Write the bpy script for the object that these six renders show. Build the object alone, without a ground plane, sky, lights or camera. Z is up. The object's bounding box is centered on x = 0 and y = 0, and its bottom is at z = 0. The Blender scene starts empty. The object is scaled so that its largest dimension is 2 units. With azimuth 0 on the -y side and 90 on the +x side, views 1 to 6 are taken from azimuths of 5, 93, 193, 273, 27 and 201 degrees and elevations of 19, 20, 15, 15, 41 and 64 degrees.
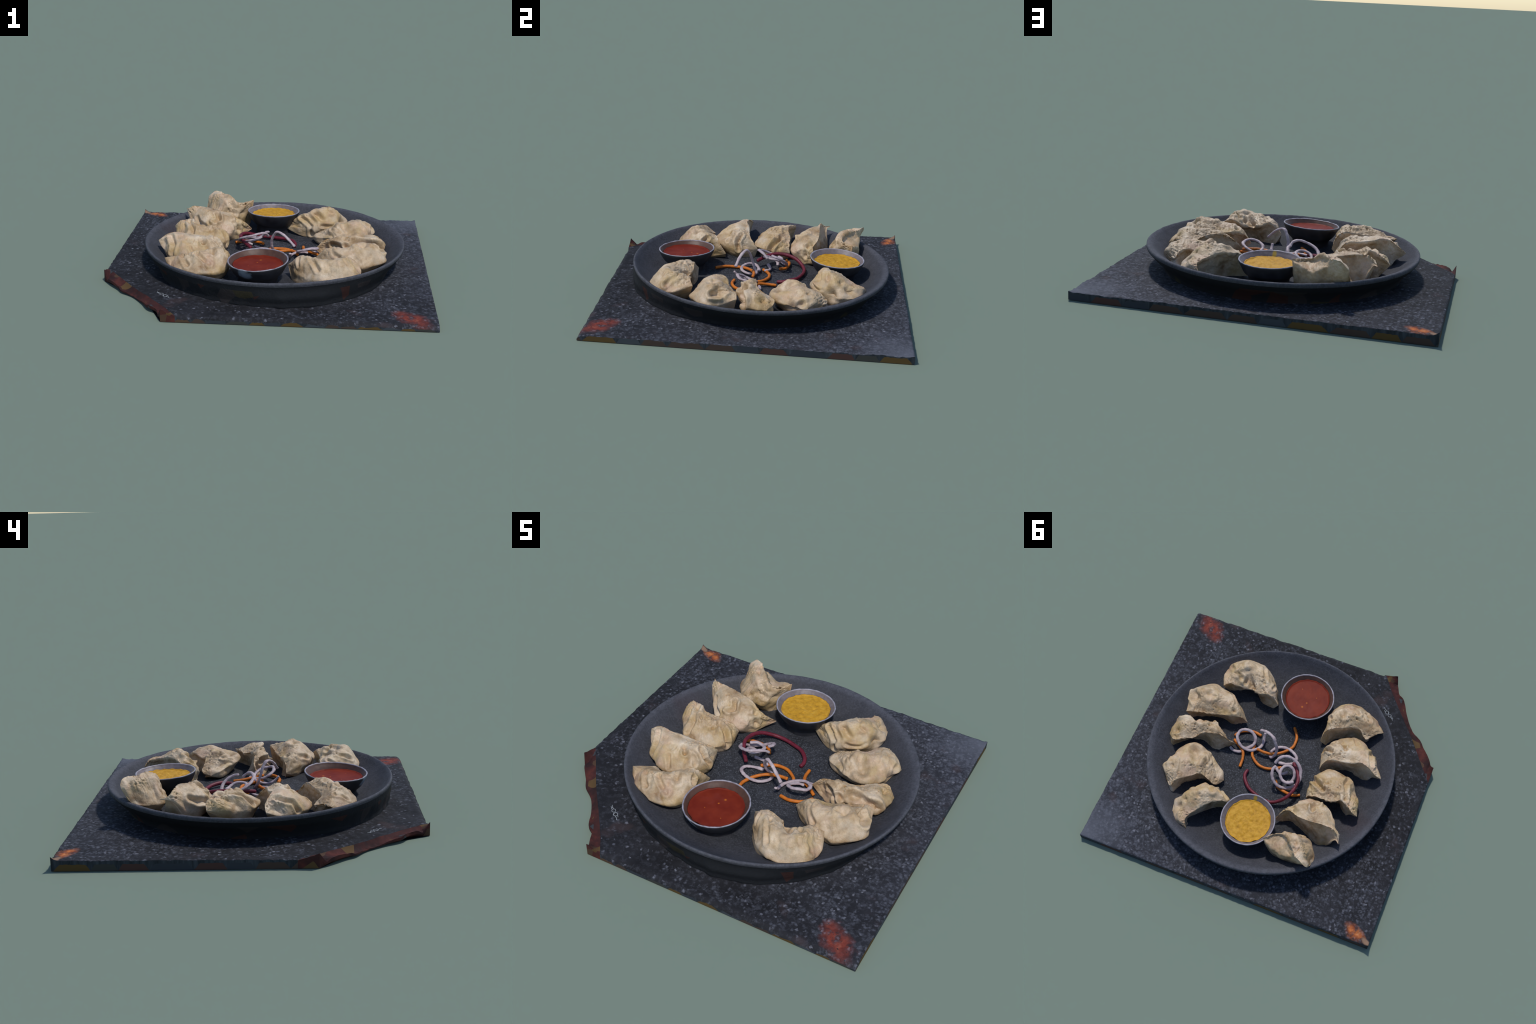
import bpy, bmesh, math, random
import numpy as np
from mathutils import Vector, noise as mnoise

random.seed(7)

# ------------------------------------------------------------------ helpers
def link(ob, parent=None):
    bpy.context.scene.collection.objects.link(ob)
    if parent is not None:
        ob.parent = parent
    return ob

def tag(ob, label, category):
    ob["label"] = label
    ob["category"] = category

def make_mesh(name, verts, faces, mat, smooth=True, parent=None, mats=None, fmat=None, recalc=True):
    me = bpy.data.meshes.new(name)
    me.from_pydata([tuple(map(float, v)) for v in verts], [], faces)
    for m in (mats or [mat]):
        me.materials.append(m)
    if fmat is not None:
        me.polygons.foreach_set("material_index", fmat)
    if recalc:
        bm = bmesh.new(); bm.from_mesh(me)
        bmesh.ops.remove_doubles(bm, verts=bm.verts, dist=1e-5)
        bmesh.ops.recalc_face_normals(bm, faces=bm.faces)
        bm.to_mesh(me); bm.free()
    me.polygons.foreach_set("use_smooth", [smooth] * len(me.polygons))
    me.update()
    return link(bpy.data.objects.new(name, me), parent)

def catmull(P, n, closed=False):
    """Centripetal Catmull-Rom through the points P, n samples evenly spread by chord length."""
    P = np.asarray(P, float)
    if closed:
        P = np.vstack([P, P[:1]])
    d = np.maximum(np.linalg.norm(np.diff(P, axis=0), axis=1), 1e-4)
    s = np.concatenate([[0], np.cumsum(np.sqrt(d))])
    m = np.zeros_like(P)
    m[1:-1] = (P[2:] - P[:-2]) / (s[2:] - s[:-2])[:, None]
    m[0] = (P[1] - P[0]) / (s[1] - s[0]); m[-1] = (P[-1] - P[-2]) / (s[-1] - s[-2])
    if closed:
        m[0] = m[-1] = (P[1] - P[-2]) / ((s[1] - s[0]) + (s[-1] - s[-2]))
    L = np.concatenate([[0], np.cumsum(d)])
    u = np.interp(np.linspace(0, L[-1], n, endpoint=not closed), L, s)
    i = np.clip(np.searchsorted(s, u, side="right") - 1, 0, len(P) - 2)
    h = (s[i + 1] - s[i]); t = (u - s[i]) / h
    t = t[:, None]; h = h[:, None]
    return ((2*t**3 - 3*t**2 + 1) * P[i] + (t**3 - 2*t**2 + t) * h * m[i]
            + (-2*t**3 + 3*t**2) * P[i + 1] + (t**3 - t**2) * h * m[i + 1])

def smooth01(a, b, x):
    t = np.clip((x - a) / (b - a), 0, 1)
    return t * t * (3 - 2 * t)

def nz(p, scale, seed=0.0):
    return mnoise.noise(Vector((p[0] * scale + seed, p[1] * scale - seed * 1.7, p[2] * scale + seed * .6)))

# ------------------------------------------------------------------ material nodes
class Mat:
    def __init__(self, name, rough=.8, spec=.25):
        self.m = bpy.data.materials.new(name)
        self.m.use_nodes = True
        self.t = self.m.node_tree
        self.t.nodes.clear()
        self.out = self.n("ShaderNodeOutputMaterial")
        self.b = self.n("ShaderNodeBsdfPrincipled")
        self.b.inputs["Roughness"].default_value = rough
        self.b.inputs["Specular IOR Level"].default_value = spec
        self.l(self.b.outputs[0], self.out.inputs[0])
        self.co = self.n("ShaderNodeTexCoord").outputs["Object"]
        self.pos = None
    def n(self, t, **kw):
        x = self.t.nodes.new(t)
        for k, v in kw.items():
            setattr(x, k, v)
        return x
    def l(self, a, b):
        self.t.links.new(a, b)
    def put(self, sock, v):
        if isinstance(v, (int, float)):
            sock.default_value = v
        elif isinstance(v, tuple):
            sock.default_value = v if len(v) == 4 or sock.type == "VECTOR" else (*v, 1)
        else:
            self.l(v, sock)
    def mapped(self, scale=(1, 1, 1), loc=(0, 0, 0), rot=(0, 0, 0), co=None):
        x = self.n("ShaderNodeMapping")
        self.l(co or self.co, x.inputs[0])
        x.inputs["Location"].default_value = loc
        x.inputs["Rotation"].default_value = rot
        x.inputs["Scale"].default_value = scale
        return x.outputs[0]
    def noise(self, scale, detail=4, rough=.55, co=None, dist=0):
        x = self.n("ShaderNodeTexNoise")
        self.l(co or self.co, x.inputs["Vector"])
        x.inputs["Scale"].default_value = scale; x.inputs["Detail"].default_value = detail
        x.inputs["Roughness"].default_value = rough; x.inputs["Distortion"].default_value = dist
        return x.outputs[0]
    def voronoi(self, scale, feature="F1", co=None, rand=1, out=0):
        x = self.n("ShaderNodeTexVoronoi", feature=feature)
        self.l(co or self.co, x.inputs["Vector"])
        x.inputs["Scale"].default_value = scale; x.inputs["Randomness"].default_value = rand
        return x.outputs[out]
    def ramp(self, fac, stops, interp="LINEAR"):
        x = self.n("ShaderNodeValToRGB"); r = x.color_ramp; r.interpolation = interp
        while len(r.elements) < len(stops):
            r.elements.new(.5)
        for e, (p, c) in zip(r.elements, stops):
            e.position = p
            e.color = (c, c, c, 1) if isinstance(c, (int, float)) else (*c, 1)
        self.put(x.inputs[0], fac)
        return x.outputs[0]
    def mix(self, fac, a, b, mode="MIX"):
        x = self.n("ShaderNodeMix", data_type="RGBA", blend_type=mode)
        self.put(x.inputs[0], fac); self.put(x.inputs[6], a); self.put(x.inputs[7], b)
        return x.outputs[2]
    def math(self, op, a, b=0.0, c=0.0, clamp=False):
        x = self.n("ShaderNodeMath", operation=op, use_clamp=clamp)
        self.put(x.inputs[0], a); self.put(x.inputs[1], b); self.put(x.inputs[2], c)
        return x.outputs[0]
    def xyz(self, co=None):
        x = self.n("ShaderNodeSeparateXYZ"); self.l(co or self.co, x.inputs[0])
        return x.outputs
    def dist(self, p, co=None):
        x = self.n("ShaderNodeVectorMath", operation="DISTANCE")
        self.l(co or self.co, x.inputs[0]); x.inputs[1].default_value = p
        return x.outputs["Value"]
    def spot(self, p, r, scale=(1, 1, 1), rot=0, wob=.5, nsc=18, soft=.35):
        """Soft-edged patch: 1 inside an ellipse around p, edge broken by noise."""
        mp = self.n("ShaderNodeMapping"); mp.vector_type = "TEXTURE"
        self.l(self.co, mp.inputs[0])
        mp.inputs["Location"].default_value = p; mp.inputs["Rotation"].default_value = (0, 0, rot)
        mp.inputs["Scale"].default_value = tuple(r * s for s in scale)
        ln = self.n("ShaderNodeVectorMath", operation="LENGTH"); self.l(mp.outputs[0], ln.inputs[0])
        d = self.math("ADD", ln.outputs["Value"], self.math("MULTIPLY", self.math("SUBTRACT", self.noise(nsc, 5), .5), wob * 2))
        return self.ramp(d, [(1 - soft if soft < 1 else 0.0, 1.0), (1.0, 0.0)])
    def color(self, c):
        self.put(self.b.inputs["Base Color"], c)
    def bump(self, h, strength=.3, dist=.005):
        x = self.n("ShaderNodeBump")
        x.inputs["Strength"].default_value = strength; x.inputs["Distance"].default_value = dist
        self.put(x.inputs["Height"], h)
        self.l(x.outputs[0], self.b.inputs["Normal"])

# ---- stone board
def board_material():
    M = Mat("speckled_stone", .8, .16)
    x, y, z = M.xyz()
    base = M.ramp(M.noise(9, 5), [(.3, (.011, .011, .013)), (.7, (.022, .022, .026))])
    far = M.math("ADD", M.math("MULTIPLY", M.math("ADD", x, y), .36), M.math("ADD", .18, M.math("MULTIPLY", M.math("SUBTRACT", M.noise(4, 4), .5), .9)), clamp=True)
    base = M.mix(far, base, M.ramp(M.noise(14, 5), [(.3, (.026, .027, .033)), (.7, (.052, .054, .068))]))      # half lightened and blued for the sheen on the stone
    wob = M.n("ShaderNodeVectorMath", operation="ADD"); M.l(M.co, wob.inputs[0])
    nv = M.n("ShaderNodeTexNoise"); M.l(M.co, nv.inputs["Vector"]); nv.inputs["Scale"].default_value = 60
    sc = M.n("ShaderNodeVectorMath", operation="SCALE"); M.l(nv.outputs["Color"], sc.inputs[0]); sc.inputs["Scale"].default_value = .022
    M.l(sc.outputs[0], wob.inputs[1])
    wco = wob.outputs[0]
    v = M.voronoi(56, co=wco)
    cell = M.voronoi(56, out=1, co=wco)
    sep = M.n("ShaderNodeSeparateColor"); M.l(cell, sep.inputs[0])
    amount = M.math("ADD", M.math("MULTIPLY", M.math("ADD", x, y), .22), M.math("ADD", .42, M.math("MULTIPLY", M.math("SUBTRACT", M.noise(5, 4), .5), 1.0)))
    keep = M.math("LESS_THAN", sep.outputs[0], amount)
    dot = M.math("MULTIPLY", M.ramp(M.math("ADD", v, M.math("MULTIPLY", M.math("SUBTRACT", M.noise(90, 4), .5), .5)), [(.10, 1.0), (.62, 0.0)]), keep)
    c = M.mix(M.math("MULTIPLY", dot, .85), base, M.ramp(sep.outputs[1], [(0.0, (.06, .063, .078)), (.75, (.105, .11, .135)), (1.0, (.22, .225, .265))]))
    streak = M.math("MULTIPLY", M.ramp(M.noise(38, 5, .72), [(.49, 0.0), (.66, 1.0)]), M.math("ADD", amount, .15, clamp=True))
    c = M.mix(M.math("MULTIPLY", streak, .85), c, (.098, .103, .126))
    # blue-grey reflection painted on the back right corner, brown stains by the plate
    c = M.mix(M.math("MULTIPLY", M.spot((.98, .93, .05), .30, wob=.3, nsc=6, soft=.9), .7), c, (.12, .128, .155))
    c = M.mix(M.math("MULTIPLY", M.ramp(M.noise(5, 3, co=M.mapped(loc=(3, 1, 0))), [(.62, 0.0), (.72, 1.0)]), .35), c, (.07, .045, .045))
    # paint scraps: red at the front right corner, orange at the back left corner
    red = M.spot((.845, -.855, .03), .16, scale=(1, .52, 9), rot=math.radians(-41), wob=.62, nsc=13, soft=.75)
    rc = M.ramp(M.noise(28, 4), [(.3, (.10, .02, .015)), (.55, (.20, .042, .028)), (.75, (.27, .09, .06))])
    rc = M.mix(M.ramp(M.noise(60, 2), [(.66, 0.0), (.70, 1.0)]), rc, (.02, .018, .018))
    c = M.mix(M.math("MULTIPLY", red, M.ramp(M.noise(24, 4), [(.36, .25), (.46, 1.0)])), c, rc)
    org = M.spot((-.885, .897, .05), .085, scale=(1, .62, 9), rot=math.radians(155), wob=.5, nsc=16, soft=.7)
    oc = M.ramp(M.noise(30, 3), [(.3, (.22, .05, .02)), (.55, (.48, .14, .04)), (.75, (.52, .22, .09))])
    oc = M.mix(M.ramp(M.noise(70, 2), [(.66, 0.0), (.70, 1.0)]), oc, (.03, .02, .02))
    c = M.mix(M.math("MULTIPLY", org, M.ramp(M.noise(22, 4, co=M.mapped(loc=(1, 4, 0))), [(.38, .2), (.5, 1.0)])), c, oc)
    c = M.mix(M.spot((-.972, .928, .05), .03, scale=(1.4, .7, 9), rot=math.radians(150), wob=.4, nsc=20), c, (.24, .15, .10))
    M.color(c)
    M.bump(M.math("ADD", M.noise(120, 4), dot), .35, .003)
    return M.m

def side_material(axis, period):
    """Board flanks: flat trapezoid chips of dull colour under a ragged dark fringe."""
    M = Mat("chipped_flank", .85, .2)
    x, y, z = M.xyz()
    u = M.math("DIVIDE", M.math("ADD", x if axis == 0 else y, 5.0), period)
    u = M.math("ADD", u, M.math("MULTIPLY", M.math("SINE", M.math("MULTIPLY", u, 1.7)), .16))
    cell = M.math("FLOOR", u)
    f = M.math("ABSOLUTE", M.math("SUBTRACT", M.math("SUBTRACT", u, cell), .5))
    w = M.n("ShaderNodeTexWhiteNoise", noise_dimensions="1D"); M.l(cell, w.inputs["W"])
    chip = M.ramp(w.outputs[0], [(0, (.045, .045, .04)), (.18, (.06, .04, .032)), (.34, (.095, .058, .02)), (.46, (.035, .04, .05)),
                                 (.6, (.07, .036, .03)), (.74, (.05, .058, .068)), (.86, (.085, .05, .03))], "CONSTANT")
    dark = M.ramp(M.noise(45, 5, co=M.mapped((1, 1, .15) )), [(.35, (.018, .022, .026)), (.68, (.05, .058, .07)), (.85, (.1, .1, .1))])
    edge = M.math("MULTIPLY", M.math("SUBTRACT", .5, f), .22 if period > .12 else .085)
    edge = M.math("ADD", M.math("MINIMUM", edge, .034), M.math("MULTIPLY", M.math("SUBTRACT", M.noise(40, 4), .5), .012))
    M.color(M.mix(M.math("LESS_THAN", z, edge), dark, chip))
    return M.m

def rim_strip_material():
    M = Mat("worn_red_edge", .85, .2)
    c = M.ramp(M.noise(16, 5), [(.3, (.026, .013, .013)), (.5, (.055, .018, .016)), (.72, (.10, .027, .020))])
    v = M.voronoi(15, out=1); s = M.n("ShaderNodeSeparateColor"); M.l(v, s.inputs[0])
    chip = M.ramp(s.outputs[1], [(0, (.10, .058, .024)), (.3, (.04, .044, .036)), (.55, (.075, .042, .026)), (.8, (.045, .05, .055))], "CONSTANT")
    c = M.mix(M.math("GREATER_THAN", s.outputs[0], .74), c, chip)
    M.color(c)
    return M.m

def chalk_material():
    M = Mat("chalk_mark", .9, .1)
    M.color(M.ramp(M.noise(60, 3), [(.3, (.16, .17, .18)), (.7, (.34, .36, .38))]))
    return M.m

def plate_material():
    M = Mat("dark_stoneware", .75, .16)
    x, y, z = M.xyz()
    r = M.math("SQRT", M.math("ADD", M.math("MULTIPLY", x, x), M.math("MULTIPLY", y, y)))
    c = M.ramp(M.noise(8, 6, .65), [(.32, (.019, .020, .023)), (.68, (.047, .049, .057))])
    c = M.mix(M.math("MULTIPLY", M.ramp(M.noise(95, 4, .75), [(.48, 0.0), (.66, 1.0)]), .5), c, (.10, .102, .12))
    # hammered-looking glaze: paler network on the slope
    net = M.ramp(M.voronoi(42, "DISTANCE_TO_EDGE", co=M.mapped((1, 1, .7))), [(.0, 1.0), (.16, 0.0)])
    net = M.math("MULTIPLY", net, M.ramp(M.noise(14, 4), [(.40, 0.0), (.62, 1.0)]))
    c = M.mix(M.math("MULTIPLY", M.math("MULTIPLY", net, M.ramp(r, [(.56, 0.0), (.70, 1.0)])), .38), c, (.12, .12, .14))
    c = M.mix(M.math("MULTIPLY", M.ramp(r, [(.55, 0.0), (.72, 1.0)]), .38), M.mix(1.0, c, (.85, .85, .85), "MULTIPLY"), (.078, .079, .094))
    # unglazed speckled disc in the middle of the floor, ends at a shallow groove
    disc = M.math("MULTIPLY", M.math("LESS_THAN", r, .36), M.ramp(M.voronoi(105), [(.15, 1.0), (.6, 0.0)]))
    vc = M.voronoi(105, out=1); s = M.n("ShaderNodeSeparateColor"); M.l(vc, s.inputs[0])
    disc = M.math("MULTIPLY", disc, M.math("LESS_THAN", s.outputs[0], .55))
    c = M.mix(M.math("MULTIPLY", disc, .6), c, (.115, .122, .14))
    # scuffed lip
    lip = M.math("MULTIPLY", M.ramp(z, [(.176, 0.0), (.188, 1.0)]), M.ramp(M.noise(45, 5, .75), [(.38, .15), (.66, 1.0)]))
    c = M.mix(M.math("MULTIPLY", lip, .65), c, (.115, .118, .14))
    # reddish stain on the left slope, odd dull chips low on the outside
    c = M.mix(M.math("MULTIPLY", M.spot((-.66, .22, .15), .14, wob=.6, nsc=12, soft=.8), .35), c, (.06, .035, .038))
    v = M.voronoi(9, out=1); s2 = M.n("ShaderNodeSeparateColor"); M.l(v, s2.inputs[0])
    low = M.math("MULTIPLY", M.math("MULTIPLY", M.math("LESS_THAN", z, .135), M.math("GREATER_THAN", r, .70)), M.math("GREATER_THAN", s2.outputs[0], .72))
    chip = M.ramp(s2.outputs[1], [(0, (.045, .018, .014)), (.4, (.036, .03, .016)), (.7, (.034, .028, .028))], "CONSTANT")
    # beyond this cone lies the outer wall, its colour blackened for shade
    cone = M.math("ADD", .742, M.math("MULTIPLY", M.math("SUBTRACT", z, .09), .80))
    outside = M.math("MULTIPLY", M.math("GREATER_THAN", r, cone), M.math("LESS_THAN", z, .168))
    c = M.mix(M.math("MULTIPLY", outside, .92), c, (.011, .012, .014))
    c = M.mix(M.math("MULTIPLY", M.math("MULTIPLY", low, outside), .8), c, chip)
    M.color(c)
    M.bump(M.math("ADD", M.math("ADD", M.noise(60, 5, .6), M.math("MULTIPLY", net, .3)), M.math("MULTIPLY", disc, .6)), .5, .004)
    return M.m

def dough_material():
    M = Mat("steamed_dough", .42, .4)
    oi = M.n("ShaderNodeObjectInfo")
    off = M.n("ShaderNodeVectorMath", operation="SCALE"); off.inputs[0].default_value = (9, 4, 6); M.l(oi.outputs["Random"], off.inputs["Scale"])
    ad = M.n("ShaderNodeVectorMath", operation="ADD"); M.l(M.co, ad.inputs[0]); M.l(off.outputs[0], ad.inputs[1])
    co = ad.outputs[0]
    c = M.ramp(M.noise(8, 6, .65, co=co), [(.30, (.27, .155, .070)), (.43, (.43, .295, .165)), (.54, (.56, .415, .265)), (.72, (.70, .575, .43))])
    c = M.mix(M.math("MULTIPLY", M.ramp(M.noise(6, 3, co=M.mapped(loc=(5, 2, 1), co=co)), [(.52, 0.0), (.66, 1.0)]), .6), c, (.47, .315, .120))
    c = M.mix(M.math("MULTIPLY", M.ramp(M.noise(7, 3, co=M.mapped(loc=(-3, 6, 2), co=co)), [(.54, 0.0), (.70, 1.0)]), .5), c, (.58, .37, .265))
    c = M.mix(M.math("MULTIPLY", M.ramp(M.noise(10, 4, co=M.mapped(loc=(1, -4, 5), co=co)), [(.56, 0.0), (.70, 1.0)]), .45), c, (.42, .36, .27))
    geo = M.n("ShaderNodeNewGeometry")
    # dark amber tint in the creases, pale tint on the raised folds
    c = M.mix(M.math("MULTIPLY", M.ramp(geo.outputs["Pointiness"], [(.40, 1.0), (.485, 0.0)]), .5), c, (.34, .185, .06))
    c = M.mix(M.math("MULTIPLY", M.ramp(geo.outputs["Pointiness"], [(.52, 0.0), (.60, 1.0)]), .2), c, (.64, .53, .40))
    # fine grey-brown veins, then dark specks drawn as shadows of tiny bumps
    vein = M.ramp(M.noise(24, 5, .65, co=co, dist=1.4), [(.482, 0.0), (.5, 1.0), (.518, 0.0)])
    c = M.mix(M.math("MULTIPLY", vein, .36), c, (.30, .25, .18))
    c = M.mix(M.math("MULTIPLY", M.ramp(M.noise(70, 4, .75, co=co), [(.57, 0.0), (.70, 1.0)]), .45), c, (.28, .22, .14))
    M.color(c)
    M.b.inputs["Subsurface Weight"].default_value = .05
    M.b.inputs["Subsurface Radius"].default_value = (.02, .012, .006)
    M.bump(M.math("ADD", M.noise(75, 5, .65, co=co), M.math("MULTIPLY", M.noise(200, 3, co=co), .4)), .5, .006)
    return M.m

def bowl_material(name, inside, drip, R_LIP, TILT):
    """Dark glazed outside, pale worn lip, stained inside. Object origin sits on the bowl axis, z=0 at the rim."""
    M = Mat(name, .5, .4)
    x, y, z = M.xyz()
    r = M.math("SQRT", M.math("ADD", M.math("MULTIPLY", x, x), M.math("MULTIPLY", y, y)))
    out = M.ramp(M.noise(14, 4), [(.3, (.014, .014, .017)), (.7, (.035, .036, .042))])
    zl = M.math("SUBTRACT", z, M.math("ADD", M.math("MULTIPLY", x, TILT[0]), M.math("MULTIPLY", y, TILT[1])))
    # r of the mid wall falls with depth
    mid = M.math("ADD", R_LIP - .0045, M.math("MULTIPLY", zl, .62))
    is_in = M.math("LESS_THAN", r, mid)
    ins = M.ramp(M.noise(38, 5, .7, co=M.mapped((1, 1, .5))), [(.3, tuple(.6 * v for v in inside)), (.65, inside)])
    if drip is not None:
        ins = M.mix(M.spot(*drip), ins, (.42, .27, .03))
    c = M.mix(is_in, out, ins)
    lip = M.math("MULTIPLY", M.ramp(M.math("ADD", zl, .02), [(.0155, 0.0), (.0192, 1.0)]), M.ramp(M.noise(40, 4), [(.3, .5), (.6, 1.0)]))
    c = M.mix(M.math("MULTIPLY", lip, .9), c, (.36, .34, .39))
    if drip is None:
        c = M.mix(M.math("MULTIPLY", M.spot((-.07, -.165, -.045), .05, scale=(1.1, 1, .8), wob=.6, nsc=22, soft=.5), M.math("MULTIPLY", M.math("SUBTRACT", 1.0, is_in), .8)), c, (.30, .34, .38))  # bluish-white highlight painted onto the front of the outer wall
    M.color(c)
    return M.m

def sauce_material(kind):
    M = Mat(kind + "_sauce_surface", .55 if kind == "red" else .6, .12 if kind == "red" else .25)
    if kind == "red":
        c = M.ramp(M.noise(12, 4), [(.3, (.135, .013, .006)), (.7, (.20, .026, .010))])
        c = M.mix(M.math("MULTIPLY", M.ramp(M.noise(9, 3, co=M.mapped(loc=(2, 3, 0))), [(.55, 0.0), (.75, 1.0)]), .3), c, (.19, .042, .034))
        for p, rr in (((.012, .072, 0), .009), ((-.006, .032, 0), .006), ((-.055, -.03, 0), .003), ((.06, -.06, 0), .003)):
            c = M.mix(M.ramp(M.dist(p), [(0.0, 1.0), (rr * 1.0, 0.0)]), c, (.60, .17, .02))
        M.color(c)
    else:
        c = M.ramp(M.noise(26, 5, .65), [(.28, (.34, .165, .010)), (.5, (.53, .27, .018)), (.75, (.62, .345, .040))])
        c = M.mix(M.ramp(M.noise(75, 2), [(.70, 0.0), (.74, 1.0)]), c, (.20, .09, .01))
        M.color(c)
        M.bump(M.noise(70, 4, .6), .5, .005)
    return M.m

def strand_material(name, lo, hi, rough):
    M = Mat(name, rough, .35)
    M.color(M.ramp(M.noise(34, 4, co=M.mapped((1, 1, 1))), [(.3, lo), (.7, hi)]))
    M.bump(M.noise(140, 3), .3, .002)
    return M.m

# ------------------------------------------------------------------ serving board
HX, HY = .995, .9515
PC = np.array((.029, .0185))                            # centre of the plate
def board_z(x, y):
    z = .0435 + .007 * (y / HY) - .0055 * x
    r = math.hypot(x - PC[0], y - PC[1])
    if .70 < r < .95:                                   # stone swells up to the foot of the plate on the front side
        k = float(smooth01(-.1, .8, -(y - PC[1]) / r - .25 * (x - PC[0]) / r))
        z += .005 * k * float(1 - smooth01(.80, .88, r)) * (1 + .8 * nz((x, y, 0), 11, 6))
    z += .0035 * nz((x, y, 0), 9, 3.1) + .0016 * nz((x, y, 0), 38, 1.3)
    for cx, cy, h, r in ((-HX, HY, .022, .035), (HX, HY, .005, .03), (-HX, -.362, .042, .07), (-.543, -HY, .048, .075)):
        d = math.hypot(x - cx, y - cy)
        if d < r:
            z += h * (1 - d / r) ** 1.3
    # frayed border
    e = min(HX - x, HX + x, HY - y, HY + y)
    f = y + HY
    if f < .03 and x > -.45:                            # worn-down front arris
        z -= (1 - f / .03) ** 2 * (.017 + .009 * nz((x, 0, 0), 14, 2))
    if e < .02:
        z += (1 - e / .02) * (.005 * nz((x, y, 0), 60, 9.0) - .002)
    return z

CUT_IN = [(-.460, -HY), (-.53, -.849), (-.652, -.698), (-.778, -.547), (-.883, -.406), (-.94, -.33), (-HX, -.257)]
def cut_x(y):
    ys = [p[1] for p in CUT_IN]; xs = [p[0] for p in CUT_IN]
    return float(np.interp(y, ys, xs)) if y < ys[-1] else -HX

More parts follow.
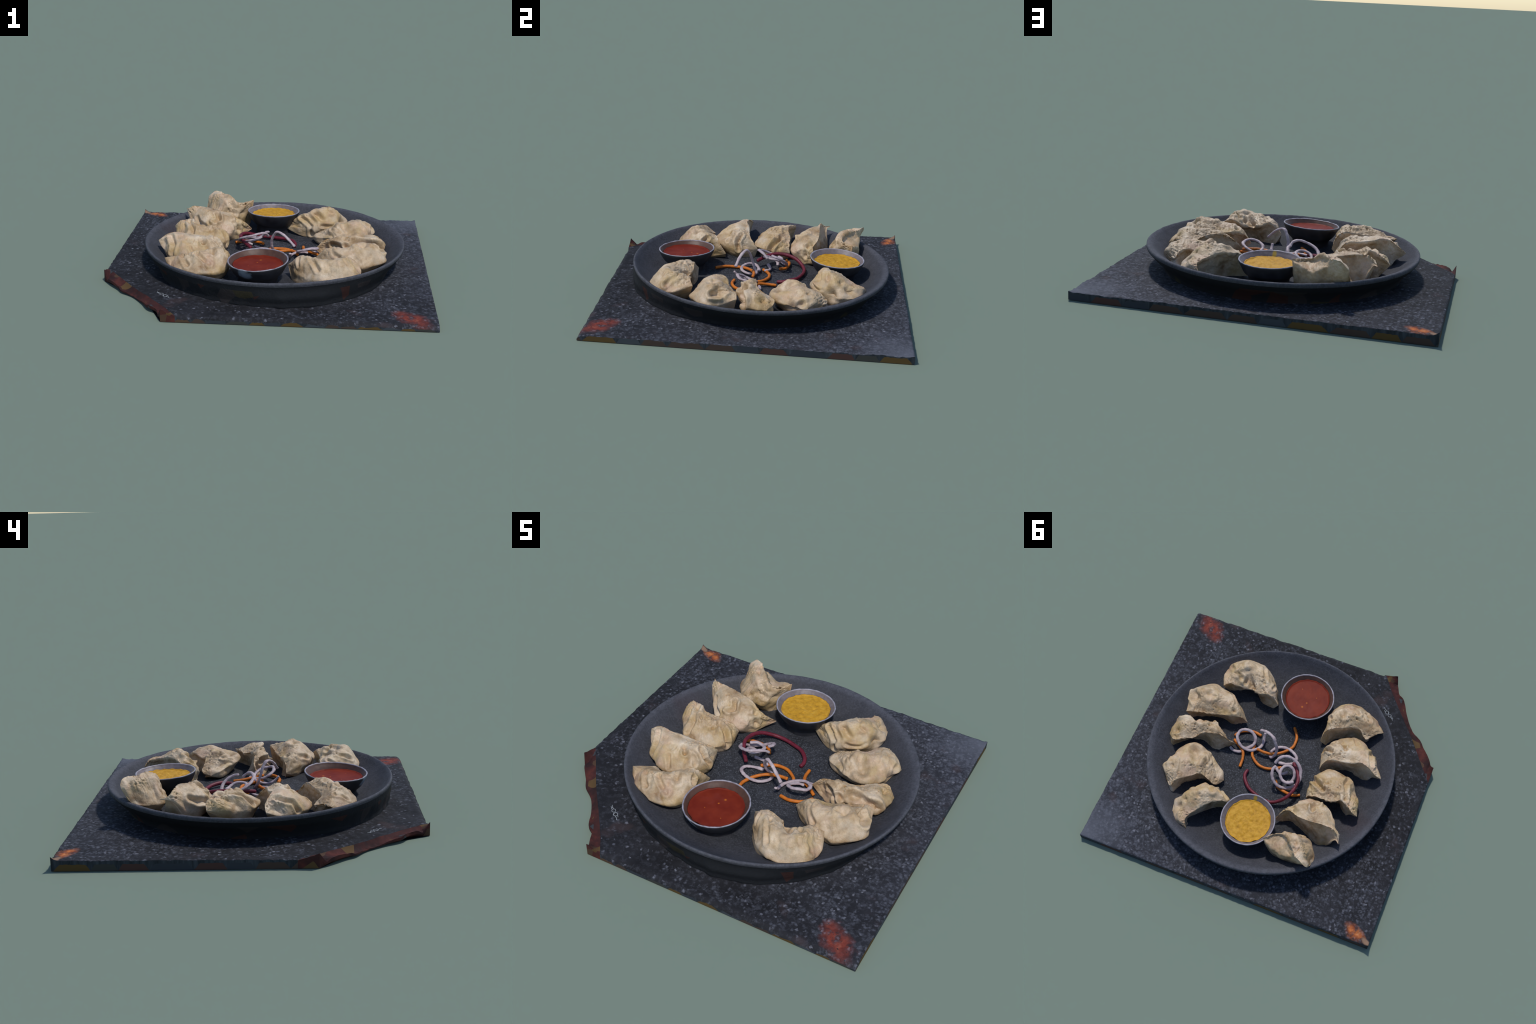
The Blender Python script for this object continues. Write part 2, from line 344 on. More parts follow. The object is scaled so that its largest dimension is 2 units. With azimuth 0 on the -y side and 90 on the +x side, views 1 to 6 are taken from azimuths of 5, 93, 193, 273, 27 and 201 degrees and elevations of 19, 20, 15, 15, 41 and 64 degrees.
def build_board():
    NX, NY = 190, 190
    ys = np.linspace(-HY, HY, NY)
    V, F, FM = [], [], []
    idx = lambda i, j: j * NX + i
    for y in ys:
        x0 = cut_x(y)
        for i in range(NX):
            x = x0 + (HX - x0) * i / (NX - 1)
            V.append((x, y, board_z(x, y)))
    for j in range(NY - 1):
        for i in range(NX - 1):
            F.append((idx(i, j), idx(i + 1, j), idx(i + 1, j + 1), idx(i, j + 1))); FM.append(0)
    def flank(ring, m, steps=5):
        """drop a row of top vertices straight to the ground"""
        prev = ring
        for s in range(1, steps + 1):
            cur = []
            for a in ring:
                x, y, z = V[a]
                t = s / steps
                cur.append(len(V)); V.append((x, y, z * (1 - t)))
            for k in range(len(ring) - 1):
                F.append((prev[k], prev[k + 1], cur[k + 1], cur[k])); FM.append(m)
            prev = cur
        return prev
    front = [idx(i, 0) for i in range(NX)]
    back = [idx(i, NY - 1) for i in range(NX)]
    right = [idx(NX - 1, j) for j in range(NY)]
    jl = next(j for j in range(NY) if ys[j] >= CUT_IN[-1][1])
    left = [idx(0, j) for j in range(jl, NY)]
    flank(front, 1); flank(back, 2); flank(right, 3); flank(left, 3)
    # broken corner: a strip that falls from the cut line to a ragged outer edge
    outer = [(-.543, -HY), (-.556, -.925), (-.593, -.842), (-.629, -.816), (-.655, -.785), (-.695, -.712), (-.773, -.608), (-.849, -.552), (-.879, -.509), (-.942, -.437), (-.995, -.362)]
    n = 70
    O = catmull([(a, b, 0) for a, b in outer], n)
    inn = catmull([(a, b, 0) for a, b in CUT_IN], n)
    rows = []
    W = 9
    for k in range(n):
        s = k / (n - 1)
        lift = .034 * min(1, s / .1, (1 - s) / .1) * (.6 + .4 * math.sin(s * 9))
        spike = .074 * (max(0, 1 - s / .10) ** 1.2 + max(0, 1 - (1 - s) / .10) ** 1.2)
        a = inn[k]; b = O[k]
        row = []
        for w in range(W):
            t = w / (W - 1)
            x, y = a[0] + (b[0] - a[0]) * t, a[1] + (b[1] - a[1]) * t
            zi = board_z(a[0], a[1])
            zo = max(lift + .004, spike) + .006 * nz((x, y, 0), 45, 4)
            z = zi + (zo - zi) * t - .008 * math.sin(t * math.pi) * (1 - min(1, spike * 20))
            row.append(len(V)); V.append((x, y, z))
        # outer face: under-edge goes in and down to the ground
        for q, (dx, zz) in enumerate(((.0, .55), (.012, .0))):
            x, y = b[0], b[1]
            pull = dx * min(1, s / .1, (1 - s) / .1) * 2.2
            row.append(len(V)); V.append((x + pull * .75, y + pull * .65, max(0, V[row[W - 1]][2] * zz)))
        rows.append(row)
    for k in range(n - 1):
        for w in range(W + 1):
            F.append((rows[k][w], rows[k][w + 1], rows[k + 1][w + 1], rows[k + 1][w])); FM.append(4)
    # close the small triangular ends on the front and left flanks
    for k in (0, n - 1):
        base = [len(V)]; a = V[rows[k][0]]; V.append((a[0], a[1], 0))
        F.append(tuple(rows[k] + base)); FM.append(4)
    # underside
    b0 = len(V)
    und = [(HX, -HY), (HX, HY), (-HX, HY), (-HX, -.362), (-.70, -.62), (-.543, -HY)]
    for p in und:
        V.append((p[0], p[1], 0.0))
    F.append(tuple(range(b0 + len(und) - 1, b0 - 1, -1))); FM.append(0)
    ob = make_mesh("serving_board", V, F, None, smooth=False,
                   mats=[board_material(), side_material(0, .105), side_material(0, .19), side_material(1, .17), rim_strip_material()],
                   fmat=FM, recalc=False)
    bm = bmesh.new(); bm.from_mesh(ob.data)
    bmesh.ops.remove_doubles(bm, verts=bm.verts, dist=1e-5)
    bmesh.ops.recalc_face_normals(bm, faces=bm.faces)
    for f in bm.faces:
        f.smooth = f.material_index == 0
    bm.to_mesh(ob.data); bm.free()
    tag(ob, "dark speckled stone board with a broken corner", "serving board")
    # chalky scribble of two little loops and dashes
    cm = chalk_material()
    paths = []
    c0 = np.array((-.578, -.655)); ux = np.array((.80, -.60)); uy = np.array((.60, .80))
    def P(u, v):
        q = c0 + ux * u + uy * v
        return (q[0], q[1], board_z(q[0], q[1]) + .0012)
    for cu, rr in ((-.012, .0115), (.018, .013)):
        paths.append([P(cu + rr * math.cos(a), .9 * rr * math.sin(a)) for a in np.linspace(.5, 6.9, 16)])
    paths.append([P(-.055, .006), P(-.040, .001), P(-.026, .004)])
    paths.append([P(-.045, -.006), P(-.036, -.003), P(-.028, -.008)])
    paths.append([P(.034, -.006), P(.048, -.004), P(.062, -.009)])
    paths.append([P(.030, .008), P(.044, .006)])
    paths.append([P(.004, .002), P(.010, -.006), P(.016, -.009)])
    V, F = [], []
    for p in paths:
        tube(V, F, p, .0022, 5, 24, flat=.35)
    make_mesh("chalk_mark", V, F, cm, parent=ob)
    return ob

def tube(V, F, pts, rad, sides, n, flat=1.0, wob=0.0, wsc=60, seed=0, blunt=.8, closed=False):
    """Sweep a round section along a smooth path and append it to V, F."""
    C = catmull(pts, n)
    T = np.gradient(C, axis=0); T /= np.linalg.norm(T, axis=1)[:, None] + 1e-9
    b0 = len(V)
    up = np.array((0, 0, 1.0))
    for k in range(n):
        side = np.cross(T[k], up)
        if np.linalg.norm(side) < .15:
            side = np.cross(T[k], (1, 0, 0))
        side /= np.linalg.norm(side); u2 = np.cross(side, T[k])
        e = min(k, n - 1 - k)
        r = rad * (blunt if e == 0 else 1)
        r *= 1 + wob * nz(C[k], wsc, seed)
        for s in range(sides):
            a = 2 * math.pi * s / sides
            rr = r * (1 + .5 * wob * nz(C[k] + .02 * s, wsc * 1.6, seed + 3))
            V.append(C[k] + rr * (math.cos(a) * side + flat * math.sin(a) * u2))
    for k in range(n - 1):
        for s in range(sides):
            a = b0 + k * sides + s; b = b0 + k * sides + (s + 1) % sides
            F.append((a, b, b + sides, a + sides))
    F.append(tuple(b0 + s for s in range(sides))[::-1])
    F.append(tuple(b0 + (n - 1) * sides + s for s in range(sides)))

# ------------------------------------------------------------------ plate
FLOOR = .085
INNER = [(.0, FLOOR), (.30, FLOOR), (.60, FLOOR + .001), (.655, .095), (.70, .112), (.74, .134), (.775, .158), (.80, .179), (.811, .189)]
SLOPE = [FLOOR, FLOOR, .086, .099, .121, .152, .177, .1895, .192]
def plate_z(x, y):
    r = math.hypot(x - PC[0], y - PC[1])
    rs = [p[0] for p in INNER]
    k = float(smooth01(-.5, .5, (y - PC[1]) / max(r, .01)))      # the far wall is an even slope, the near one a cove
    return float((1 - k) * np.interp(r, rs, [p[1] for p in INNER]) + k * np.interp(r, rs, SLOPE))

def build_plate():
    NA = 240
    V, F = [], []
    prof_n = None
    rings = []
    for a in range(NA):
        th = 2 * math.pi * a / NA
        d = np.array((math.cos(th), math.sin(th)))
        # the foot spreads to nearly a straight wall on the front side, undercut at the back
        k = float(smooth01(-.1, .8, -d[1] + .12 * math.sin(3 * th)))
        bulge = math.exp(-((th - math.radians(283)) / .42) ** 2)       # dough-side foot swells in front
        fold = .022 * bulge + .011 * k * nz((d[0], d[1], 0), 7, 2) + .006 * k * nz((d[0], d[1], .5), 24, 5)
        low = lambda p, q: (p[0] + (q[0] - p[0]) * k + fold * float(smooth01(.15, .09, p[1])), p[1])
        out = [(.8165, .1925), (.822, .1885), (.823, .180), (.821, .168), low((.808, .153), (.818, .150)), low((.787, .130), (.814, .122)),
               low((.754, .100), (.804, .092)), low((.728, .066), (.795, .064)), low((.716, .034), (.790, .042)), (.70, .015)]
        O = catmull([(r, 0, z) for r, z in out], 30)[:, [0, 2]]
        prof = [(.0001, FLOOR), (.1, FLOOR), (.2, FLOOR), (.3, FLOOR), (.352, FLOOR), (.358, FLOOR - .0015), (.366, FLOOR - .0015), (.372, FLOOR + .0005), (.45, FLOOR + .0005), (.53, FLOOR + .0005)]
        inner = [(r, 0, plate_z(PC[0] + r * d[0], PC[1] + r * d[1])) for r, z in INNER[2:]]
        prof += [(p[0], p[2]) for p in catmull(inner, 34)] + [tuple(p) for p in O]
        ring = []
        for r, z in prof:
            x, y = PC[0] + r * d[0], PC[1] + r * d[1]
            j = .0022 * nz((x, y, z), 16, 8) + .0012 * nz((x, y, z), 60, 2)
            ring.append(len(V)); V.append((x, y, z + (j if r > .05 else 0)))
        rings.append(ring)
    m = len(rings[0])
    for a in range(NA):
        p, q = rings[a], rings[(a + 1) % NA]
        for k in range(m - 1):
            F.append((p[k], q[k], q[k + 1], p[k + 1]))
    V = [(v[0] - PC[0], v[1] - PC[1], v[2]) for v in V]
    F.append(tuple(r[-1] for r in rings)); F.append(tuple(r[0] for r in rings)[::-1])
    ob = make_mesh("plate", V, F, plate_material())
    ob.location = (PC[0], PC[1], 0)
    tag(ob, "large round dark grey stoneware plate with raised rim", "plate")
    return ob

# ------------------------------------------------------------------ sauce bowls
def build_bowl(center, R, zr, tilt, level, foot, mat, smat, label, sauce_name):
    NA = 120
    h = zr - FLOOR
    prof = [(R - .038, level - zr - .010), (R - .027, level - zr + .006), (R - .0110, -.007), (R - .0070, -.0005), (R - .002, .0008), (R, -.004), (R - .003, -.016),
            (R - .014, -.040), (R - .032, -.072), (foot + .004, -.100), (foot, -h + .016), (foot + .002, -h - .004)]
    P = catmull([(r, 0, z) for r, z in prof], 44)[:, [0, 2]]
    V, F, rings = [], [], []
    for a in range(NA):
        th = 2 * math.pi * a / NA
        ring = []
        for r, z in P:
            x, y = r * math.cos(th), r * math.sin(th)
            near = max(0, 1 + z / .03)
            dz = near * (.0022 * nz((x, y, 0), 45, zr * 50) + .0012 * nz((x, y, 0), 110, 3))
            dr = .0012 * nz((x, y, z), 30, 6)
            sink = (tilt[0] * x + tilt[1] * y) * max(0, 1 + z / h)
            ring.append(len(V)); V.append((x * (1 + dr / r), y * (1 + dr / r), z + dz + sink))
        rings.append(ring)
    m = len(P)
    for a in range(NA):
        p, q = rings[a], rings[(a + 1) % NA]
        for k in range(m - 1):
            F.append((p[k], q[k], q[k + 1], p[k + 1]))
    F.append(tuple(r[-1] for r in rings)); F.append(tuple(r[0] for r in rings)[::-1])
    ob = make_mesh("sauce_bowl", V, F, mat)
    ob.location = (center[0], center[1], zr)
    tag(ob, label, "sauce bowl")
    # sauce
    V, F, rings = [(0, 0, 0)], [], []
    rs = np.concatenate([np.linspace(.006, R - .042, 26), [R - .038, R - .034, R - .031, R - .028]])
    lumpy = .0045 if sauce_name == "yellow" else .0007
    for r in rs:
        ring = []
        for a in range(96):
            th = 2 * math.pi * a / 96
            rr = r
            if r > R - .0345:
                rr = r + .006 * nz((math.cos(th), math.sin(th), 0), 4, R * 9) - .002
            x, y = rr * math.cos(th), rr * math.sin(th)
            z = lumpy * (nz((x, y, 0), 42, 4) + .6 * nz((x, y, 0), 85, 2)) + (.35 * (tilt[0] * x + tilt[1] * y))
            z += .004 * float(smooth01(R - .040, R - .028, r))
            ring.append(len(V)); V.append((x, y, z))
        rings.append(ring)
    for s in range(96):
        F.append((0, rings[0][s], rings[0][(s + 1) % 96]))
    for a, b in zip(rings[:-1], rings[1:]):
        for s in range(96):
            F.append((a[s], b[s], b[(s + 1) % 96], a[(s + 1) % 96]))
    low = []
    for i in rings[-1]:
        low.append(len(V)); v = V[i]; V.append((v[0] * .9, v[1] * .9, v[2] - .02))
    for s in range(96):
        F.append((rings[-1][s], low[s], low[(s + 1) % 96], rings[-1][(s + 1) % 96]))
    F.append(tuple(low)[::-1])
    so = make_mesh("sauce", V, F, smat, parent=ob)
    so.location = (0, 0, level - zr)
    return ob

# ------------------------------------------------------------------ dumplings
# Each dumpling is lofted from one horn to the other.  A station gives the pleated lip, the shoulder, the belly
# (all x, y, z), then where the dough meets the plate in front and behind, and optional points of a hollow back.
def st(lip, shoulder, belly, front, back, hollow=(), lift=0.0):
    return dict(C=lip, S=shoulder, M=belly, F=front, B=back, U=hollow, lift=lift)

DUMPLINGS = [
 dict(tips=((.535, -.36, .19), (.137, -.375, .155)), st=[
  st((.495, -.38, .216), (.525, -.430, .205), (.575, -.470, .160), (.54, -.46), (.50, -.40)),
  st((.455, -.38, .213), (.493, -.505, .256), (.555, -.570, .155), (.51, -.53), (.44, -.43)),
  st((.39, -.402, .178), (.430, -.545, .256), (.465, -.635, .155), (.43, -.59), (.38, -.46)),
  st((.335, -.405, .175), (.350, -.530, .247), (.370, -.635, .155), (.35, -.60), (.32, -.45)),
  st((.28, -.388, .20), (.285, -.500, .243), (.270, -.590, .150), (.27, -.585), (.27, -.40)),
  st((.225, -.392, .222), (.225, -.450, .228), (.200, -.520, .150), (.205, -.52), (.22, -.385)),
  st((.18, -.394, .196), (.175, -.420, .195), (.165, -.450, .150), (.165, -.45), (.18, -.385))],
  dents=[((.404, -.492, .25), .03, .035), ((.46, -.468, .235), .026, .022)]),
 dict(tips=((.69, -.08, .19), (.287, -.19, .125)), st=[
  st((.655, -.085, .208), (.675, -.140, .195), (.710, -.170, .160), (.695, -.17), (.655, -.11)),
  st((.61, -.095, .205), (.640, -.225, .254), (.720, -.270, .160), (.69, -.25), (.60, -.14)),
  st((.545, -.118, .19), (.575, -.245, .252), (.630, -.355, .160), (.60, -.33), (.53, -.17)),
  st((.46, -.145, .183), (.480, -.250, .226), (.540, -.365, .155), (.52, -.33), (.45, -.18)),
  st((.39, -.163, .19), (.400, -.230, .208), (.430, -.320, .150), (.42, -.28), (.39, -.17)),
  st((.335, -.18, .177), (.340, -.220, .188), (.345, -.255, .150), (.35, -.25), (.335, -.19))],
  dents=[((.579, -.239, .245), .036, .04), ((.655, -.185, .22), .028, .03)]),
 dict(tips=((.735, .10, .15), (.292, -.004, .133)), st=[
  st((.68, .145, .185), (.710, .060, .192), (.740, .040, .155), (.715, .05), (.69, .14)),
  st((.61, .11, .19), (.650, .000, .232), (.700, -.050, .160), (.66, -.03), (.62, .06)),
  st((.555, .08, .183), (.570, -.010, .218), (.600, -.075, .155), (.585, -.05), (.55, .03)),
  st((.515, .035, .20), (.515, -.020, .222), (.515, -.085, .160), (.51, -.05), (.50, .03)),
  st((.455, .02, .212), (.455, -.020, .226), (.465, -.090, .155), (.44, -.06), (.45, .055)),
  st((.40, .008, .205), (.405, -.015, .212), (.410, -.045, .150), (.40, -.05), (.395, .05)),
  st((.345, .013, .185), (.350, .000, .186), (.350, -.010, .145), (.355, -.02), (.355, .01))],
  dents=[((.689, .075, .195), .028, .03), ((.63, -.065, .15), .04, .05), ((.50, -.07, .17), .025, .022), ((.41, -.05, .15), .025, .02)]),
 dict(tips=((.68, .335, .15), (.265, .27, .12)), st=[
  st((.575, .45, .155), (.650, .360, .188), (.675, .290, .150), (.66, .35), (.56, .46)),
  st((.545, .42, .195), (.605, .310, .236), (.670, .240, .160), (.63, .25), (.535, .42)),
  st((.51, .39, .20), (.560, .255, .238), (.610, .155, .165), (.57, .20), (.52, .37)),
  st((.46, .345, .185), (.480, .240, .222), (.530, .105, .170), (.50, .17), (.47, .33)),
  st((.415, .315, .195), (.425, .220, .224), (.440, .115, .165), (.42, .18), (.42, .29)),
  st((.36, .32, .165), (.360, .220, .182), (.370, .160, .155), (.36, .19), (.37, .29), lift=0.008),
  st((.30, .325, .135), (.290, .260, .155), (.290, .215, .140), (.30, .22), (.31, .305), lift=0.015)],
  dents=[((.650, .255, .145), .042, .075), ((.60, .215, .17), .03, .025), ((.47, .15, .22), .035, .02), ((.60, .34, .23), .03, .016)]),
 dict(tips=((.335, .70, .14), (.06, .47, .13)), st=[
  st((.365, .665, .19), (.420, .650, .195), (.440, .670, .150), (.43, .65), (.35, .65)),
  st((.365, .625, .203), (.445, .570, .218), (.490, .600, .160), (.47, .58), (.375, .595)),
  st((.325, .57, .222), (.420, .520, .248), (.505, .520, .165), (.47, .51), (.345, .54)),
  st((.285, .52, .234), (.360, .450, .264), (.460, .440, .170), (.43, .46), (.305, .50)),
  st((.24, .475, .228), (.300, .420, .255), (.375, .370, .165), (.36, .40), (.26, .46)),
  st((.19, .45, .225), (.230, .410, .238), (.280, .345, .160), (.28, .37), (.21, .43)),
  st((.14, .445, .19), (.155, .420, .200), (.190, .380, .150), (.19, .38), (.15, .43), lift=0.010)],
  dents=[((.468, .475, .165), .044, .065), ((.33, .385, .21), .03, .025), ((.455, .585, .21), .03, .03), ((.42, .54, .25), .025, .02)]),
 dict(tips=((-.222, -.24, .13), (-.605, -.425, .19)), st=[
  st((-.24, -.285, .195), (-.225, -.340, .190), (-.215, -.360, .150), (-.24, -.36), (-.27, -.26)),
  st((-.285, -.31, .228), (-.255, -.400, .244), (-.215, -.450, .155), (-.25, -.44), (-.30, -.32)),
  st((-.345, -.345, .22), (-.330, -.440, .248), (-.285, -.555, .160), (-.29, -.50), (-.345, -.345)),
  st((-.405, -.383, .20), (-.400, -.470, .244), (-.385, -.580, .160), (-.37, -.525), (-.40, -.375)),
  st((-.455, -.382, .195), (-.460, -.460, .232), (-.450, -.550, .160), (-.45, -.51), (-.455, -.375)),
  st((-.51, -.345, .17), (-.520, -.435, .208), (-.530, -.510, .160), (-.51, -.475), (-.505, -.37)),
  st((-.565, -.40, .19), (-.565, -.440, .200), (-.580, -.460, .165), (-.56, -.45), (-.545, -.41), lift=0.050)],
  dents=[((-.31, -.437, .24), .028, .035), ((-.244, -.384, .22), .022, .022), ((-.46, -.53, .2), .025, .014)]),
 dict(tips=((-.295, -.03, .15), (-.70, -.098, .19)), st=[
  st((-.31, -.062, .192), (-.290, -.100, .188), (-.270, -.130, .150), (-.285, -.13), (-.31, -.06)),
  st((-.35, -.09, .222), (-.330, -.160, .222), (-.290, -.230, .155), (-.31, -.20), (-.36, -.09)),
  st((-.42, -.098, .23), (-.410, -.190, .246), (-.370, -.310, .160), (-.38, -.26), (-.43, -.12)),
  st((-.49, -.108, .24), (-.475, -.200, .252), (-.450, -.335, .160), (-.45, -.28), (-.49, -.125)),
  st((-.545, -.126, .256), (-.550, -.190, .255), (-.550, -.300, .160), (-.53, -.27), (-.54, -.11)),
  st((-.60, -.113, .252), (-.610, -.160, .243), (-.630, -.230, .160), (-.61, -.22), (-.60, -.105)),
  st((-.655, -.09, .224), (-.660, -.130, .210), (-.670, -.160, .165), (-.65, -.16), (-.64, -.12), lift=0.030)],
  dents=[((-.412, -.198, .245), .022, .035), ((-.33, -.17, .23), .02, .016)]),
 dict(tips=((-.285, .19, .14), (-.645, .213, .19)), st=[
  st((-.305, .185, .175), (-.290, .150, .172), (-.275, .120, .145), (-.285, .11), (-.31, .17)),
  st((-.36, .185, .195), (-.330, .100, .198), (-.280, .040, .155), (-.30, .05), (-.365, .15)),
  st((-.435, .185, .20), (-.410, .070, .222), (-.350, -.055, .160), (-.36, .0), (-.43, .13)),
  st((-.49, .172, .217), (-.470, .050, .240), (-.440, -.055, .165), (-.43, -.01), (-.49, .12)),
  st((-.518, .168, .25), (-.520, .070, .246), (-.520, -.030, .165), (-.50, .0), (-.525, .15)),
  st((-.57, .193, .24), (-.570, .120, .232), (-.575, .040, .165), (-.56, .04), (-.56, .18)),
  st((-.615, .217, .22), (-.620, .170, .212), (-.620, .120, .165), (-.60, .12), (-.595, .18), lift=0.030)],
  dents=[((-.34, .08, .235), .026, .024), ((-.58, .05, .2), .022, .018)]),
 dict(tips=((-.150, .405, .125), (-.604, .455, .243)), st=[
  st((-.185, .36, .175), (-.190, .335, .165), (-.200, .325, .140), (-.21, .32), (-.19, .385), lift=0.020),
  st((-.22, .345, .205), (-.225, .300, .200), (-.235, .280, .150), (-.24, .29), (-.24, .355)),
  st((-.30, .375, .237), (-.290, .280, .236), (-.290, .200, .155), (-.30, .25), (-.30, .37)),
  st((-.39, .385, .258), (-.380, .290, .254), (-.370, .185, .160), (-.36, .255), (-.37, .40)),
  st((-.455, .384, .273), (-.450, .310, .263), (-.450, .210, .160), (-.43, .27), (-.42, .43)),
  st((-.505, .385, .278), (-.500, .340, .257), (-.495, .260, .160), (-.48, .28), (-.47, .45)),
  st((-.55, .392, .277), (-.550, .370, .250), (-.550, .335, .170), (-.53, .33), (-.52, .44)),
  st((-.583, .417, .249), (-.585, .405, .238), (-.588, .395, .222), (-.575, .40), (-.57, .425), lift=.085)],
  dents=[((-.37, .27, .265), .026, .022), ((-.26, .28, .2), .02, .016), ((-.51, .30, .23), .022, .014)]),
 dict(tips=((-.155, .605, .27), (-.48, .68, .265)), st=[
  st((-.18, .58, .268), (-.190, .555, .250), (-.215, .530, .180), (-.24, .53), (-.18, .59), ((-.175, .600, .252), (-.172, .617, .245))),
  st((-.21, .55, .265), (-.225, .520, .235), (-.250, .480, .170), (-.27, .51), (-.215, .62), ((-.21, .585, .245), (-.215, .638, .238))),
  st((-.265, .537, .272), (-.280, .505, .248), (-.320, .455, .165), (-.32, .51), (-.262, .635), ((-.26, .585, .237), (-.264, .648, .212))),
  st((-.305, .56, .294), (-.335, .510, .280), (-.390, .455, .165), (-.38, .53), (-.30, .645), ((-.295, .600, .245), (-.302, .656, .224))),
  st((-.345, .608, .301), (-.385, .550, .292), (-.440, .485, .170), (-.43, .55), (-.345, .65), ((-.335, .625, .258), (-.345, .655, .250))),
  st((-.38, .652, .306), (-.420, .600, .300), (-.480, .540, .175), (-.47, .575), (-.385, .65), ((-.375, .648, .275), (-.38, .656, .240))),
  st((-.43, .679, .308), (-.445, .640, .290), (-.495, .595, .180), (-.485, .60), (-.43, .65), ((-.425, .667, .275), (-.43, .660, .225))),
  st((-.463, .687, .283), (-.475, .660, .268), (-.485, .640, .200), (-.48, .62), (-.46, .645), ((-.462, .668, .25), (-.46, .656, .21)))],
  dents=[((-.30, .46, .22), .03, .018)]),
]

# Folds that can be told apart, drawn as short paths over each dumpling: a crease sinks the dough, a ridge lifts it.
def crease(*pts, w, d):
    return np.array(pts), w, -d
def ridge(*pts, w, d):
    return np.array(pts), w, d

